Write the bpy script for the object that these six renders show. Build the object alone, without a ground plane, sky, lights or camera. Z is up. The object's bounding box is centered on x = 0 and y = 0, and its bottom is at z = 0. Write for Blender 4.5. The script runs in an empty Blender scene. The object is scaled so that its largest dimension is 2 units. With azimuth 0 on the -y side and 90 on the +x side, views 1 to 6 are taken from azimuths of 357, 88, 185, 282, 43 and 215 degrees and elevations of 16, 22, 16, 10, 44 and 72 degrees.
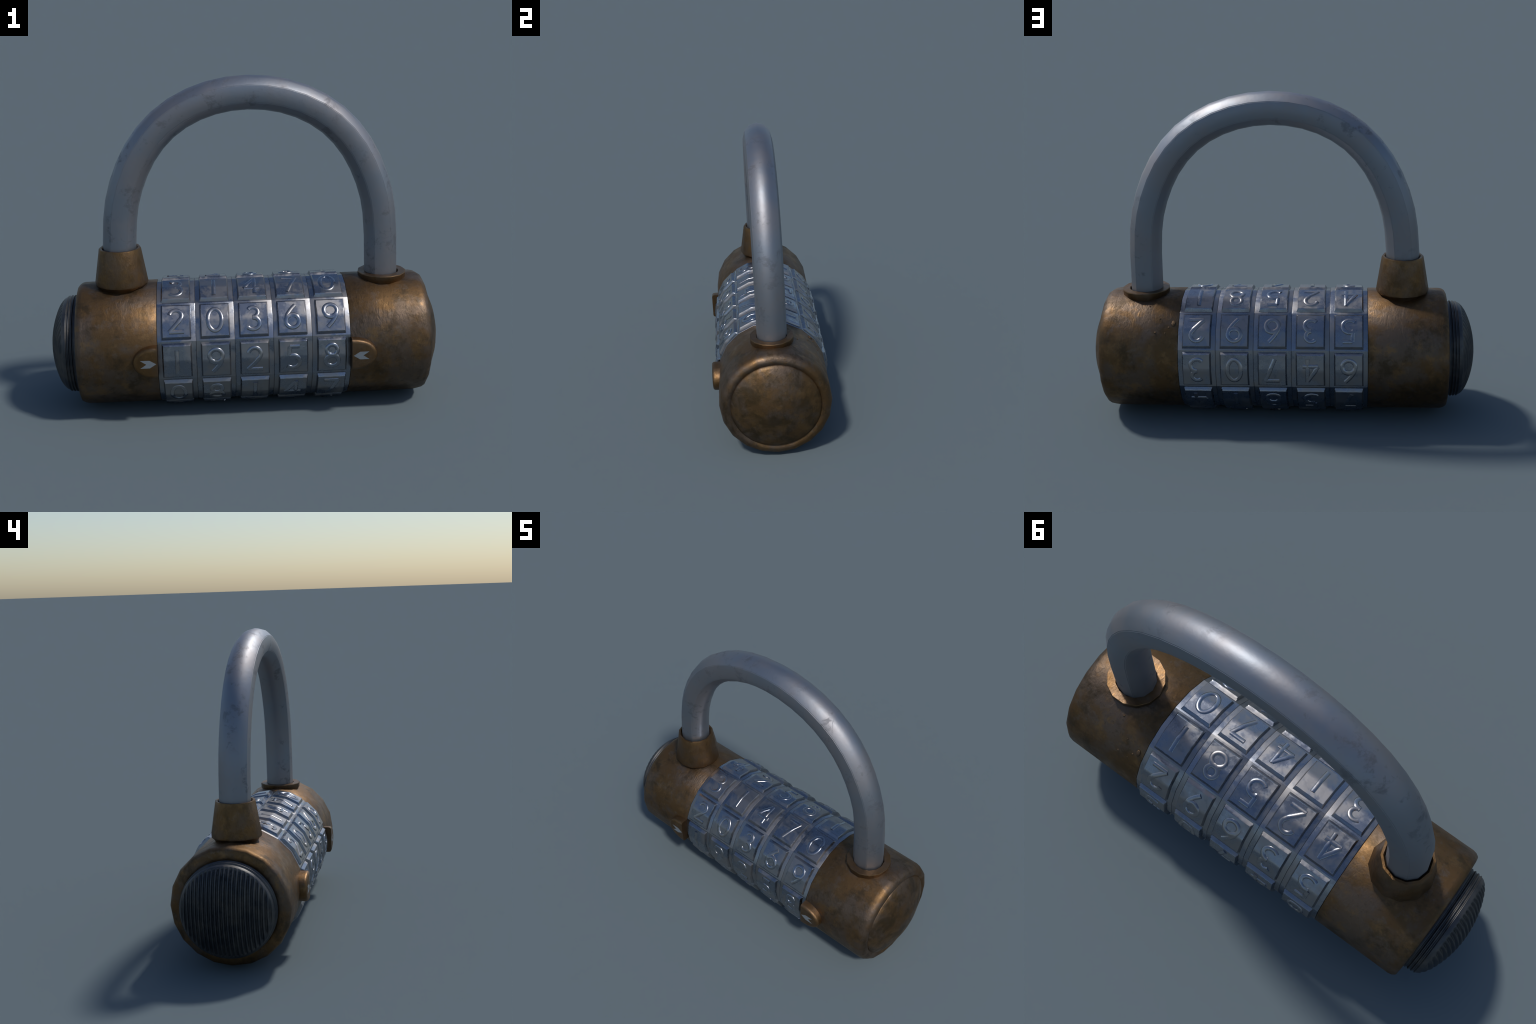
import bpy, math, random
from mathutils import Vector, noise

random.seed(7)
scene = bpy.context.scene

# ------------------------------------------------------------------ frame
AXIS_Y, AXIS_Z = 0.008, 0.3265        # the lock lies along x
SIDES = 20                           # every turned part is a 20-gon
CAP_R = 0.3150
DIAL_R = 0.3152
DIAL_X0, DIAL_PITCH = -0.4485, 0.1914
FACET = math.radians(9)
TILE_H = 0.0150
FIRST_DIGIT = [1, 9, 2, 5, 8]        # the row the arrows point at


# ------------------------------------------------------------------ nodes
class Nodes:
    """Small helper that wires shader nodes."""

    def __init__(self, name):
        self.mat = bpy.data.materials.new(name)
        self.mat.use_nodes = True
        self.t = self.mat.node_tree
        self.t.nodes.clear()
        self.out = self.add('ShaderNodeOutputMaterial')
        self.bsdf = self.add('ShaderNodeBsdfPrincipled')
        self.link(self.bsdf.outputs[0], self.out.inputs[0])
        self.coord = self.add('ShaderNodeTexCoord').outputs['Object']

    def add(self, kind):
        return self.t.nodes.new(kind)

    def link(self, a, b):
        self.t.links.new(a, b)

    def put(self, sock, value):
        if isinstance(value, bpy.types.NodeSocket):
            self.link(value, sock)
        elif isinstance(value, (tuple, list)) and len(value) == 3 and sock.type == 'RGBA':
            sock.default_value = (*value, 1)
        else:
            sock.default_value = value

    def scatter_coord(self, amount=7.0):
        """Shift the object coordinates by a different amount on every repeat."""
        info = self.add('ShaderNodeObjectInfo')
        vm = self.add('ShaderNodeVectorMath')
        vm.operation = 'MULTIPLY_ADD'
        comb = self.add('ShaderNodeCombineXYZ')
        for i, k in enumerate((1.0, 3.7, 9.1)):
            self.link(self.math('MULTIPLY', info.outputs['Random'], k), comb.inputs[i])
        self.link(comb.outputs[0], vm.inputs[0])
        vm.inputs[1].default_value = (amount, amount, amount)
        self.link(self.coord, vm.inputs[2])
        self.coord = vm.outputs[0]

    def stretch(self, scale, vec=None):
        m = self.add('ShaderNodeMapping')
        m.inputs['Scale'].default_value = scale
        self.link(vec or self.coord, m.inputs['Vector'])
        return m.outputs[0]

    def noise(self, scale, detail=5, rough=0.6, vec=None, distort=0.0):
        n = self.add('ShaderNodeTexNoise')
        n.inputs['Scale'].default_value = scale
        n.inputs['Detail'].default_value = detail
        n.inputs['Roughness'].default_value = rough
        n.inputs['Distortion'].default_value = distort
        self.link(vec or self.coord, n.inputs['Vector'])
        return n.outputs['Fac']

    def ramp(self, fac, lo, hi, a=0.0, b=1.0):
        m = self.add('ShaderNodeMapRange')
        m.interpolation_type = 'SMOOTHSTEP'
        self.link(fac, m.inputs['Value'])
        m.inputs['From Min'].default_value = lo
        m.inputs['From Max'].default_value = hi
        m.inputs['To Min'].default_value = a
        m.inputs['To Max'].default_value = b
        return m.outputs[0]

    def mix(self, fac, a, b):
        m = self.add('ShaderNodeMix')
        m.data_type = 'RGBA'
        self.put(m.inputs['Factor'], fac)
        self.put(m.inputs['A'], a)
        self.put(m.inputs['B'], b)
        return m.outputs['Result']

    def math(self, op, a, b):
        m = self.add('ShaderNodeMath')
        m.operation = op
        self.put(m.inputs[0], a)
        self.put(m.inputs[1], b)
        return m.outputs[0]

    def bump(self, height, strength, dist, normal=None):
        b = self.add('ShaderNodeBump')
        b.inputs['Strength'].default_value = strength
        b.inputs['Distance'].default_value = dist
        self.link(height, b.inputs['Height'])
        if normal:
            self.link(normal, b.inputs['Normal'])
        return b.outputs[0]

    def done(self, color, rough, metallic=1.0, normal=None):
        self.put(self.bsdf.inputs['Base Color'], color)
        self.put(self.bsdf.inputs['Roughness'], rough)
        self.put(self.bsdf.inputs['Metallic'], metallic)
        if normal:
            self.link(normal, self.bsdf.inputs['Normal'])
        return self.mat


def brass(name, blotchy=0.0, gloss=0.0, warm=0.0):
    n = Nodes(name)
    big = n.noise(5.0, 4, 0.6, distort=0.3)
    mid = n.noise(14.0, 6, 0.65)
    fine = n.noise(60.0, 4, 0.6)
    col = n.mix(n.ramp(big, 0.40, 0.58), (0.138, 0.080, 0.036), (0.136, 0.098, 0.071))
    col = n.mix(n.ramp(mid, 0.50, 0.66, 0, 0.75), col, (0.205, 0.119, 0.053))
    dark = n.noise(8.0, 7, 0.7, vec=n.stretch((1.0, 1.3, 0.8)))
    col = n.mix(n.ramp(dark, 0.48, 0.66, 0, 0.80), col, (0.066, 0.046, 0.027))
    dust = n.noise(19.0, 6, 0.7, distort=0.2)
    col = n.mix(n.ramp(dust, 0.54, 0.68, 0, 0.45), col, (0.160, 0.128, 0.102))
    col = n.mix(n.ramp(fine, 0.56, 0.72, 0, 0.45), col, (0.070, 0.048, 0.030))
    if blotchy:
        ochre = n.noise(6.0, 5, 0.62)
        col = n.mix(n.ramp(ochre, 0.50, 0.64, 0, 0.6 * blotchy), col, (0.200, 0.116, 0.045))
        blot = n.noise(10.0, 5, 0.6, distort=0.4)
        col = n.mix(n.ramp(blot, 0.43, 0.64, 0, 0.68 * blotchy), col, (0.062, 0.042, 0.020))
    if warm:
        col = n.mix(warm, col, (0.235, 0.122, 0.040))
    rough = n.ramp(mid, 0.3, 0.7, 0.58 - gloss, 0.44 - gloss)
    # hammered streaks, stronger in some places than in others
    streak = n.noise(15.0, 4, 0.6, vec=n.stretch((2.4, 0.9, 0.9)), distort=1.5)
    where = n.ramp(n.noise(4.5, 3, 0.5), 0.42, 0.62, 0.12, 1.0)
    nrm = n.bump(n.math('MULTIPLY', streak, where), 0.34, 0.007)
    nrm = n.bump(fine, 0.22, 0.004, nrm)
    return n.done(col, rough, 0.92, nrm)


def steel_dial(name, tone=1.0, rough_low=0.25, rough_span=0.20):
    n = Nodes(name)
    n.scatter_coord()
    big = n.noise(8.0, 5, 0.60, distort=0.3)
    fine = n.noise(55.0, 5, 0.65)
    dark_blue_patch = n.noise(15.0, 6, 0.68)
    col = n.mix(n.ramp(big, 0.40, 0.60), tuple(c * tone for c in (0.235, 0.260, 0.310)),
                tuple(c * tone for c in (0.272, 0.266, 0.272)))
    col = n.mix(n.ramp(dark_blue_patch, 0.56, 0.70, 0, 0.55), col, (0.150, 0.165, 0.200))
    col = n.mix(n.ramp(fine, 0.60, 0.74, 0, 0.40), col, (0.150, 0.160, 0.180))
    patch = n.ramp(n.math('ADD', n.math('MULTIPLY', big, 0.75),
                          n.math('MULTIPLY', fine, 0.25)), 0.42, 0.58)
    rough = n.math('ADD', n.math('MULTIPLY', patch, rough_span), rough_low)
    nrm = n.bump(n.noise(22.0, 3, 0.5), 0.12, 0.004)
    nrm = n.bump(fine, 0.08, 0.002, nrm)
    return n.done(col, rough, 1.0, nrm)


def steel_shackle(name):
    n = Nodes(name)
    big = n.noise(4.0, 4, 0.6)
    spots = n.noise(11.0, 7, 0.70, distort=0.3)
    sparse = n.noise(3.1, 2, 0.5)
    fine = n.noise(90.0, 3, 0.6)
    col = n.mix(n.ramp(big, 0.35, 0.65), (0.262, 0.285, 0.322), (0.290, 0.284, 0.298))  # steel darkened and blued to match the leg's shaded side
    mask = n.math('MULTIPLY', n.ramp(spots, 0.545, 0.65), n.ramp(sparse, 0.38, 0.56))
    col = n.mix(n.math('MULTIPLY', mask, 0.38), col, (0.10, 0.10, 0.11))
    rough = n.math('ADD', n.ramp(big, 0.3, 0.7, 0.50, 0.57), n.math('MULTIPLY', mask, 0.10))
    nrm = n.bump(n.noise(38.0, 3, 0.55), 0.12, 0.004)
    nrm = n.bump(fine, 0.05, 0.002, nrm)
    return n.done(col, rough, 0.95, nrm)


def black_button(name):
    n = Nodes(name)
    big = n.noise(12.0, 5, 0.65)
    col = n.mix(n.ramp(big, 0.4, 0.65), (0.056, 0.060, 0.068), (0.098, 0.094, 0.090))
    return n.done(col, n.ramp(big, 0.3, 0.7, 0.36, 0.5), 0.75,
                  n.bump(n.noise(80.0, 3, 0.6), 0.1, 0.003))


def plain(name, color, rough, metallic):
    n = Nodes(name)
    col = n.mix(n.ramp(n.noise(40.0, 5, 0.6), 0.45, 0.65), color, tuple(c * 0.82 for c in color))
    return n.done(col, rough, metallic)


BRASS = brass('aged_brass')
BRASS_DISC = brass('blotched_brass', blotchy=1.0)
BRASS_FIT = brass('worn_brass_fitting', gloss=0.06, warm=0.22)
DIAL = steel_dial('polished_dial_steel')
NUMERAL = steel_dial('highlight_lightened_numeral_steel', 1.12, 0.23, 0.10)
SHACKLE = steel_shackle('satin_shackle_steel')
BUTTON = black_button('blackened_button')
PAINT = plain('pale_arrow_paint', (0.185, 0.205, 0.22), 0.6, 0.0)


# ------------------------------------------------------------------ objects
def mesh_data(name, verts, faces, mat, sharp_deg=None):
    me = bpy.data.meshes.new(name)
    me.from_pydata([tuple(v) for v in verts], [], faces)
    me.update()
    import bmesh
    bm = bmesh.new()
    bm.from_mesh(me)
    bmesh.ops.recalc_face_normals(bm, faces=bm.faces)
    for f in bm.faces:
        f.smooth = True
    if sharp_deg is not None:
        lim = math.radians(sharp_deg)
        for e in bm.edges:
            e.smooth = not (len(e.link_faces) == 2 and e.calc_face_angle(0) > lim)
    bm.to_mesh(me)
    bm.free()
    me.materials.append(mat)
    return me


def place(name, me, parent, loc=(0, 0, 0), rot=(0, 0, 0)):
    ob = bpy.data.objects.new(name, me)
    scene.collection.objects.link(ob)
    ob.parent = parent
    ob.location = loc
    ob.rotation_euler = rot
    return ob


def lathe(profile, sides, phase=0.0, axis='x', closed_ends=True):
    """Turn a profile of (along, radius) round the x or the z axis."""
    verts, faces, rows = [], [], []
    for a, r in profile:
        if r < 1e-6:
            rows.append([len(verts)])
            verts.append((a, 0, 0) if axis == 'x' else (0, 0, a))
            continue
        row = []
        for k in range(sides):
            t = phase + 2 * math.pi * k / sides
            c, s = r * math.cos(t), r * math.sin(t)
            row.append(len(verts))
            verts.append((a, c, s) if axis == 'x' else (c, s, a))
        rows.append(row)
    for A, B in zip(rows, rows[1:]):
        for k in range(sides):
            k2 = (k + 1) % sides
            if len(A) == 1:
                faces.append((A[0], B[k], B[k2]))
            elif len(B) == 1:
                faces.append((A[k], A[k2], B[0]))
            else:
                faces.append((A[k], A[k2], B[k2], B[k]))
    return verts, faces


lock = bpy.data.objects.new('combination_padlock', None)
scene.collection.objects.link(lock)
lock['label'] = 'cylindrical brass combination padlock with five steel number dials and round shackle'
lock['category'] = 'padlock'
AXIS = (0, AXIS_Y, AXIS_Z)

# --- brass end caps -------------------------------------------------
left_profile = [(-0.452, 0.0), (-0.4495, CAP_R - 0.001), (-0.4510, CAP_R), (-0.640, CAP_R), (-0.820, CAP_R),
                (-0.836, CAP_R - 0.0035), (-0.848, CAP_R - 0.011), (-0.8515, CAP_R - 0.0165),
                (-0.8545, 0.262), (-0.8535, 0.254), (-0.8505, 0.246), (-0.840, 0.240), (-0.840, 0.0)]
right_profile = [(0.512, 0.0), (0.5095, CAP_R - 0.001), (0.5110, CAP_R), (0.690, CAP_R), (0.872, CAP_R),
                 (0.896, CAP_R - 0.005), (0.914, CAP_R - 0.016), (0.924, CAP_R - 0.033),
                 (0.925, 0.271), (0.921, 0.261), (0.917, 0.253), (0.914, 0.246), (0.905, 0.0)]
for prof in (left_profile, right_profile):
    v, f = lathe(prof, SIDES)
    place('end_cap', mesh_data('end_cap', v, f, BRASS, 34), lock, AXIS)

# domed disc that closes the right cap
disc_profile = [(0.900, 0.0), (0.900, 0.2540), (0.917, 0.2540), (0.924, 0.2490), (0.934, 0.236), (0.951, 0.202),
                (0.972, 0.150), (0.987, 0.092), (0.997, 0.040), (1.0, 0.0)]
v, f = lathe(disc_profile, 40)
place('end_disc', mesh_data('end_disc', v, f, BRASS_DISC, 50), lock, AXIS)


# --- ribbed push button on the left end ------------------------------
def spline(points, t):
    """Catmull-Rom through points, t in 0..1."""
    n = len(points) - 1
    i = min(int(t * n), n - 1)
    u = t * n - i
    p = [points[max(0, min(n, i + k))] for k in (-1, 0, 1, 2)]
    return tuple(0.5 * (2 * b + (c - a) * u + (2 * a - 5 * b + 4 * c - d) * u * u
                        + (3 * b - a - 3 * c + d) * u ** 3) for a, b, c, d in zip(*p))


def push_button():
    side = [(-0.842, 0.0), (-0.842, 0.243)]
    steps = 44
    for i in range(steps + 1):                       # three turned rings on the rim
        x = -0.862 - 0.046 * i / steps
        side.append((x, 0.2465 + 0.0030 * math.cos(2 * math.pi * 3 * i / steps) - 0.003 * (i / steps) ** 3))
    dome = [(-0.908, 0.2435), (-0.930, 0.231), (-0.954, 0.198), (-0.978, 0.138), (-0.993, 0.072), (-0.999, 0.0)]
    prof = side + [spline(dome, i / 150) for i in range(1, 151)]
    prof[-1] = (-0.999, 0.0)
    sides = 420
    v, f = lathe(prof, sides)
    out = []
    for x, y, z in v:
        r = math.hypot(y, z)
        if x < -0.909:
            fade = min(1.0, max(0.0, (0.236 - r) / 0.014))
            x += 0.0125 * fade * (0.5 - 0.5 * math.cos(2 * math.pi * y / 0.0214)) - 0.001
        out.append((max(x, -1.0), y, z))
    return mesh_data('push_button', out, f, BUTTON, 60)


place('push_button', push_button(), lock, AXIS)


# --- dials -----------------------------------------------------------
def dial_point(x, v, h):
    """Point on a dial at arc position v from a tile's middle, h above the 20-gon (tile faces -y)."""
    if abs(v) < 1e-7:
        return (x, -(DIAL_R + h / math.cos(FACET)), 0.0)
    s = 1 if v > 0 else -1
    a = abs(v)
    # facet normal lies 9 degrees off the tile's middle
    y = DIAL_R - a * math.sin(FACET) + h * math.cos(FACET)
    z = a * math.cos(FACET) + h * math.sin(FACET)
    return (x, -y, s * z)


def dial_mesh():
    w = DIAL_PITCH / 2 - 0.00005
    prof = [(-w, 0.22), (-w, DIAL_R - 0.0024), (-w + 0.0012, DIAL_R - 0.0006), (-w + 0.0032, DIAL_R),
            (0, DIAL_R), (w - 0.0032, DIAL_R), (w - 0.0012, DIAL_R - 0.0006), (w, DIAL_R - 0.0024), (w, 0.22)]
    v, f = lathe(prof, SIDES)
    f.append(tuple(range(0, SIDES)))
    f.append(tuple(range(len(v) - SIDES, len(v))))
    me = mesh_data('dial', v, f, DIAL, 30)
    # hard edge in each gap between two tiles, soft across a tile's middle
    for e in me.edges:
        a, b = (me.vertices[i].co for i in e.vertices)
        if abs(a.x - b.x) > 1e-6 and abs(math.hypot(a.y, a.z) - math.hypot(b.y, b.z)) < 0.006:
            k = round(math.degrees(math.atan2(a.z, -a.y)) / 18)
            if k % 2:
                e.use_edge_sharp = True
    return me


TILE_W, TILE_L = 0.0735, 0.0905      # half size at the foot
RUN_W, RUN_L = 0.0068, 0.0118        # chamfer runs


def tile_mesh(seed):
    def lines(half, run):
        edge = [0.0, run * 0.5, run * 0.94, run * 1.06, run + 0.0016, run + 0.0026]
        inner = half - run - 0.0026
        cuts = 8
        one = [-half + e for e in edge] + [-inner + inner * i / cuts for i in range(1, cuts)]
        return one + [0.0] + [-c for c in reversed(one)]
    us, vs = lines(TILE_W, RUN_W), lines(TILE_L, RUN_L)
    verts, faces = [], []
    off = Vector((seed * 3.1, seed * 1.7, seed * 0.9))
    for v in vs:
        for u in us:
            wob = noise.noise(Vector((u * 90, v * 90, 0)) + off) * 0.07
            chip = max(0.0, noise.noise(Vector((u * 45, v * 45, 5)) + off) - 0.35) * 0.25
            d = min((TILE_W - abs(u)) / RUN_W, (TILE_L - abs(v)) / RUN_L)
            k = d * (1.0 + wob - chip)
            k = min(k, 1.0)
            dent = noise.noise(Vector((u * 30, v * 30, 9)) + off) * 0.0003
            h = TILE_H * k + (dent if d > 1.1 else 0.0)
            verts.append(dial_point(u, v, h))
    nu = len(us)
    for j in range(len(vs) - 1):
        for i in range(nu - 1):
            a = j * nu + i
            faces.append((a, a + 1, a + nu + 1, a + nu))
    # foot sunk into the dial so that the tile is a closed block
    rim = [i for i in range(nu)] + [j * nu + nu - 1 for j in range(1, len(vs))]
    rim += [(len(vs) - 1) * nu + i for i in range(nu - 2, -1, -1)] + [j * nu for j in range(len(vs) - 2, 0, -1)]
    base = len(verts)
    for i in rim:
        x, y, z = verts[i]
        verts.append((x, y * 0.985, z * 0.985))
    n = len(rim)
    for k in range(n):
        faces.append((rim[k], base + k, base + (k + 1) % n, rim[(k + 1) % n]))
    faces.append(tuple(range(base + n - 1, base - 1, -1)))
    return mesh_data('number_tile', verts, faces, DIAL, 32)


# --- numerals: rounded strokes along hand-drawn centre lines ---------
def arc(cx, cy, rx, ry, a0, a1, n=28):
    return [(cx + rx * math.cos(math.radians(a0 + (a1 - a0) * i / n)),
             cy + ry * math.sin(math.radians(a0 + (a1 - a0) * i / n))) for i in range(n + 1)]


def line(*pts):
    out = []
    for (x0, y0), (x1, y1) in zip(pts, pts[1:]):
        m = 8
        out += [(x0 + (x1 - x0) * i / m, y0 + (y1 - y0) * i / m) for i in range(m)]
    return out + [pts[-1]]


six_stem = [spline([(0.017, 0.058), (-0.004, 0.036), (-0.022, 0.010), (-0.0315, -0.014)], i / 16) for i in range(17)]
GLYPHS = {
    0: [arc(0, 0, 0.034, 0.054, 90, 450, 48)],
    1: [line((0, 0.059), (0, -0.059))],
    2: [arc(-0.001, 0.025, 0.0305, 0.0295, 168, -32) + line((0.022, 0.006), (-0.034, -0.053))[1:],
        line((-0.034, -0.0535), (0.038, -0.0535))],
    3: [arc(-0.004, 0.0285, 0.027, 0.026, 140, -90), arc(-0.004, -0.0255, 0.033, 0.0290, 90, -140)],
    4: [line((0.014, 0.056), (-0.038, -0.022)), line((-0.038, -0.0225), (0.038, -0.0225)),
        line((0.014, 0.059), (0.014, -0.059))],
    5: [line((0.030, 0.0535), (-0.018, 0.0535)), line((-0.018, 0.0535), (-0.021, 0.008)),
        arc(-0.006, -0.0225, 0.036, 0.0315, 115, -135)],
    6: [arc(0, -0.0225, 0.0325, 0.0315, 90, 450, 48), six_stem],
    7: [line((-0.036, 0.0535), (0.034, 0.0535)), line((0.034, 0.054), (-0.014, -0.059))],
    8: [arc(0, 0.0275, 0.0265, 0.026, 90, 450, 44), arc(0, -0.0255, 0.0325, 0.0285, 90, 450, 44)],
}
GLYPHS[9] = [[(-x, -y) for x, y in s] for s in GLYPHS[6]]
BEAD_HALF, BEAD_H = 0.0110, 0.0056


def numeral_mesh(d):
    verts, faces = [], []
    m = 8
    for stroke in GLYPHS[d]:
        loop = math.dist(stroke[0], stroke[-1]) < 1e-6
        pts = stroke[:-1] if loop else stroke
        n = len(pts)
        rows = []
        for i, (x, y) in enumerate(pts):
            a = pts[(i - 1) % n] if (loop or i > 0) else pts[i]
            b = pts[(i + 1) % n] if (loop or i < n - 1) else pts[i]
            tx, ty = b[0] - a[0], b[1] - a[1]
            ln = math.hypot(tx, ty)
            nx, ny = -ty / ln, tx / ln
            row = []
            for k in range(m + 1):
                t = math.pi * k / m
                o = -math.cos(t) * BEAD_HALF
                h = TILE_H - 0.0012 + BEAD_H * math.sin(t) ** 0.9
                row.append(len(verts))
                verts.append(dial_point(x + nx * o, y + ny * o, h))
            rows.append(row)
        pairs = list(zip(rows, rows[1:])) + ([(rows[-1], rows[0])] if loop else [])
        for A, B in pairs:
            for k in range(m):
                faces.append((A[k], A[k + 1], B[k + 1], B[k]))
            faces.append((A[0], B[0], B[m], A[m]))
        if not loop:
            faces.append(tuple(rows[0]))
            faces.append(tuple(reversed(rows[-1])))
    return mesh_data('numeral', verts, faces, NUMERAL, 50)


DIAL_ME = dial_mesh()
TILES = [tile_mesh(s) for s in range(6)]
NUMERALS = [numeral_mesh(d) for d in range(10)]
for w in range(5):
    dial = place('dial', DIAL_ME, lock, (DIAL_X0 + DIAL_PITCH * (w + 0.5), AXIS_Y, AXIS_Z))
    for k in range(10):
        rot = (-math.radians(36 * k), 0, 0)
        place('number_tile', random.choice(TILES), dial, rot=rot)
        place('numeral', NUMERALS[(FIRST_DIGIT[w] + k) % 10], dial, rot=rot)


# --- pointer tabs with their arrows ----------------------------------
def pointer_tab(sign, x_flat, length):
    """Half-oval brass tab, flat against the dials, front face at y = -0.342."""
    half, front, back = 0.0800, -0.342, -0.285
    n = 28
    outline = []
    for i in range(n + 1):
        t = math.pi / 2 - math.pi * i / n
        outline.append((length * max(0.0, math.cos(t)) ** 0.9, half * math.sin(t)))
    rings = [(back, 0.0), (front + 0.018, 0.0), (front + 0.010, 0.0012), (front + 0.0045, 0.0048),
             (front + 0.0012, 0.0105), (front, 0.0180)]
    verts, faces, rows = [], [], []
    for y, inset in rings:
        row = []
        for (u, z) in outline:
            k = 1 - inset / half
            row.append(len(verts))
            verts.append((x_flat + sign * u * (1 - inset / length), y, AXIS_Z + 0.005 + z * k))
        rows.append(row)
    for A, B in zip(rows, rows[1:]):
        for k in range(n):
            faces.append((A[k], A[k + 1], B[k + 1], B[k]))
        faces.append((A[0], B[0], B[n], A[n]))
    faces.append(tuple(rows[-1]))
    faces.append(tuple(reversed(rows[0])))
    return mesh_data('pointer_tab', verts, faces, BRASS_FIT, 45)


def arrow_mark(sign, x_tip):
    shape = [(0.0, 0.0), (0.032, 0.020), (0.078, 0.020), (0.048, 0.0), (0.078, -0.020), (0.032, -0.020)]
    y0, y1 = -0.339, -0.3424
    verts = [(x_tip + sign * u, y, AXIS_Z + 0.003 + z) for y in (y0, y1) for u, z in shape]
    n = len(shape)
    faces = [(k, (k + 1) % n, n + (k + 1) % n, n + k) for k in range(n)]
    for b in (0, n):
        faces += [(b, b + 1, b + 2, b + 3), (b, b + 3, b + 4, b + 5)]
    return mesh_data('arrow_mark', verts, faces, PAINT, 30)


for sign, x_flat, length, tip in ((-1, -0.4500, 0.120, -0.455), (1, 0.5100, 0.126, 0.516)):
    tab = place('pointer_tab', pointer_tab(sign, x_flat, length), lock)
    place('arrow_mark', arrow_mark(sign, tip), tab)

# --- shackle ---------------------------------------------------------
# centre line in polar form about (0.04, 0.927): radius at each angle above the horizontal
ARC_C = (0.0395, 0.927)
ARC_R = [0.6585, 0.6565, 0.6560, 0.6585, 0.6635, 0.6680, 0.6715, 0.6720, 0.6710, 0.6695, 0.6680, 0.6675]


def shackle():
    path = []
    for z in (0.600, 0.760, 0.850):
        path.append((ARC_C[0] - 0.6665 - (0.85 - z) * 0.015, z))
    segs = 23
    for i in range(segs):
        t = 180 * (i + 0.5) / segs
        r = ARC_R[min(i, segs - 1 - i)]
        path.append((ARC_C[0] - r * math.cos(math.radians(t)), ARC_C[1] + r * math.sin(math.radians(t))))
    for z in (0.850, 0.760, 0.600):
        path.append((ARC_C[0] + 0.6650 + (0.85 - z) * 0.015, z))
    # section: 12-gon (radial, y), outwards positive, creased beside its +-y sides
    section = []
    for k in range(12):
        if k in (1, 5, 7, 11):               # a fine score line modelled to draw the dark shading along each crease
            cuts = ((-1.5, 0.0843), (0.0, 0.0826), (1.5, 0.0843))
        else:
            cuts = ((0.0, 0.0845),)
        for d, r in cuts:
            t = math.radians(30 * k + d)
            section.append((r * math.sin(t), r * math.cos(t)))
    verts, faces, rows = [], [], []
    n = len(path)
    for i, (x, z) in enumerate(path):
        a, b = path[max(0, i - 1)], path[min(n - 1, i + 1)]
        tx, tz = b[0] - a[0], b[1] - a[1]
        ln = math.hypot(tx, tz)
        nx, nz = -tz / ln, tx / ln
        row = []
        for r, y in section:
            row.append(len(verts))
            verts.append((x + nx * r, AXIS_Y + 0.002 + y, z + nz * r))
        rows.append(row)
    m = len(section)
    for A, B in zip(rows, rows[1:]):
        for k in range(m):
            faces.append((A[k], A[(k + 1) % m], B[(k + 1) % m], B[k]))
    faces.append(tuple(rows[0]))
    faces.append(tuple(reversed(rows[-1])))
    me = mesh_data('shackle', verts, faces, SHACKLE, 80)
    shade_groove = [k for k in range(m) if math.hypot(*section[k]) < 0.0835]
    for e in me.edges:                       # hard edges at both lips of a score line
        a, b = e.vertices
        if a % m == b % m and any((a % m - k) % m in (1, m - 1) for k in shade_groove):
            e.use_edge_sharp = True
    return me


place('shackle', shackle(), lock)

# conical sleeve on the left leg
sleeve = [(0.585, 0.086), (0.585, 0.106), (0.618, 0.110), (0.634, 0.120), (0.647, 0.1340), (0.656, 0.1348),
          (0.826, 0.1070), (0.832, 0.1045), (0.832, 0.0945), (0.823, 0.0875), (0.585, 0.086)]
v, f = lathe(sleeve, 12, 0.0, axis='z')
place('shackle_sleeve', mesh_data('shackle_sleeve', v, f, BRASS_FIT, 38), lock, (-0.627, AXIS_Y, 0))

# flat collar on the right leg
collar = [(0.585, 0.086), (0.585, 0.1080), (0.612, 0.1120), (0.628, 0.1225), (0.656, 0.1250), (0.660, 0.1230),
          (0.660, 0.0885), (0.656, 0.0860), (0.585, 0.086)]
v, f = lathe(collar, 14, 0.0, axis='z')
place('shackle_collar', mesh_data('shackle_collar', v, f, BRASS_FIT, 30), lock, (0.7130, AXIS_Y, 0))


# --- solidified droplets on the back of the right cap ------------------
def droplet_mesh():
    verts, faces = lathe([(0.0, 0.0)] + [(1 - math.cos(math.pi * i / 10), math.sin(math.pi * i / 10))
                                         for i in range(1, 10)] + [(2.0, 0.0)], 14, axis='z')
    out = []
    for x, y, z in verts:
        k = 1 + 0.22 * noise.noise(Vector((x * 1.6, y * 1.6, z * 1.6)))
        out.append((x * k, y * k, (z - 1) * k))
    return mesh_data('metal_droplet', out, faces, BRASS)


DROPLET = droplet_mesh()
for x, deg, sx, sy, sz in ((0.536, 137, 0.0105, 0.0160, 0.0060), (0.626, 146, 0.0065, 0.0055, 0.0048),
                           (0.558, 141, 0.0050, 0.0060, 0.0040), (0.576, 146.5, 0.0035, 0.0045, 0.0030),
                           (0.668, 118, 0.0045, 0.0050, 0.0032), (0.605, 132, 0.0030, 0.0040, 0.0026)):
    t = math.radians(deg)
    ob = place('metal_droplet', DROPLET, lock,
               (x, AXIS_Y - (CAP_R - 0.003) * math.cos(t), AXIS_Z + (CAP_R - 0.003) * math.sin(t)),
               (math.pi / 2 - t, 0, 0))
    ob.scale = (sx, sy, sz)
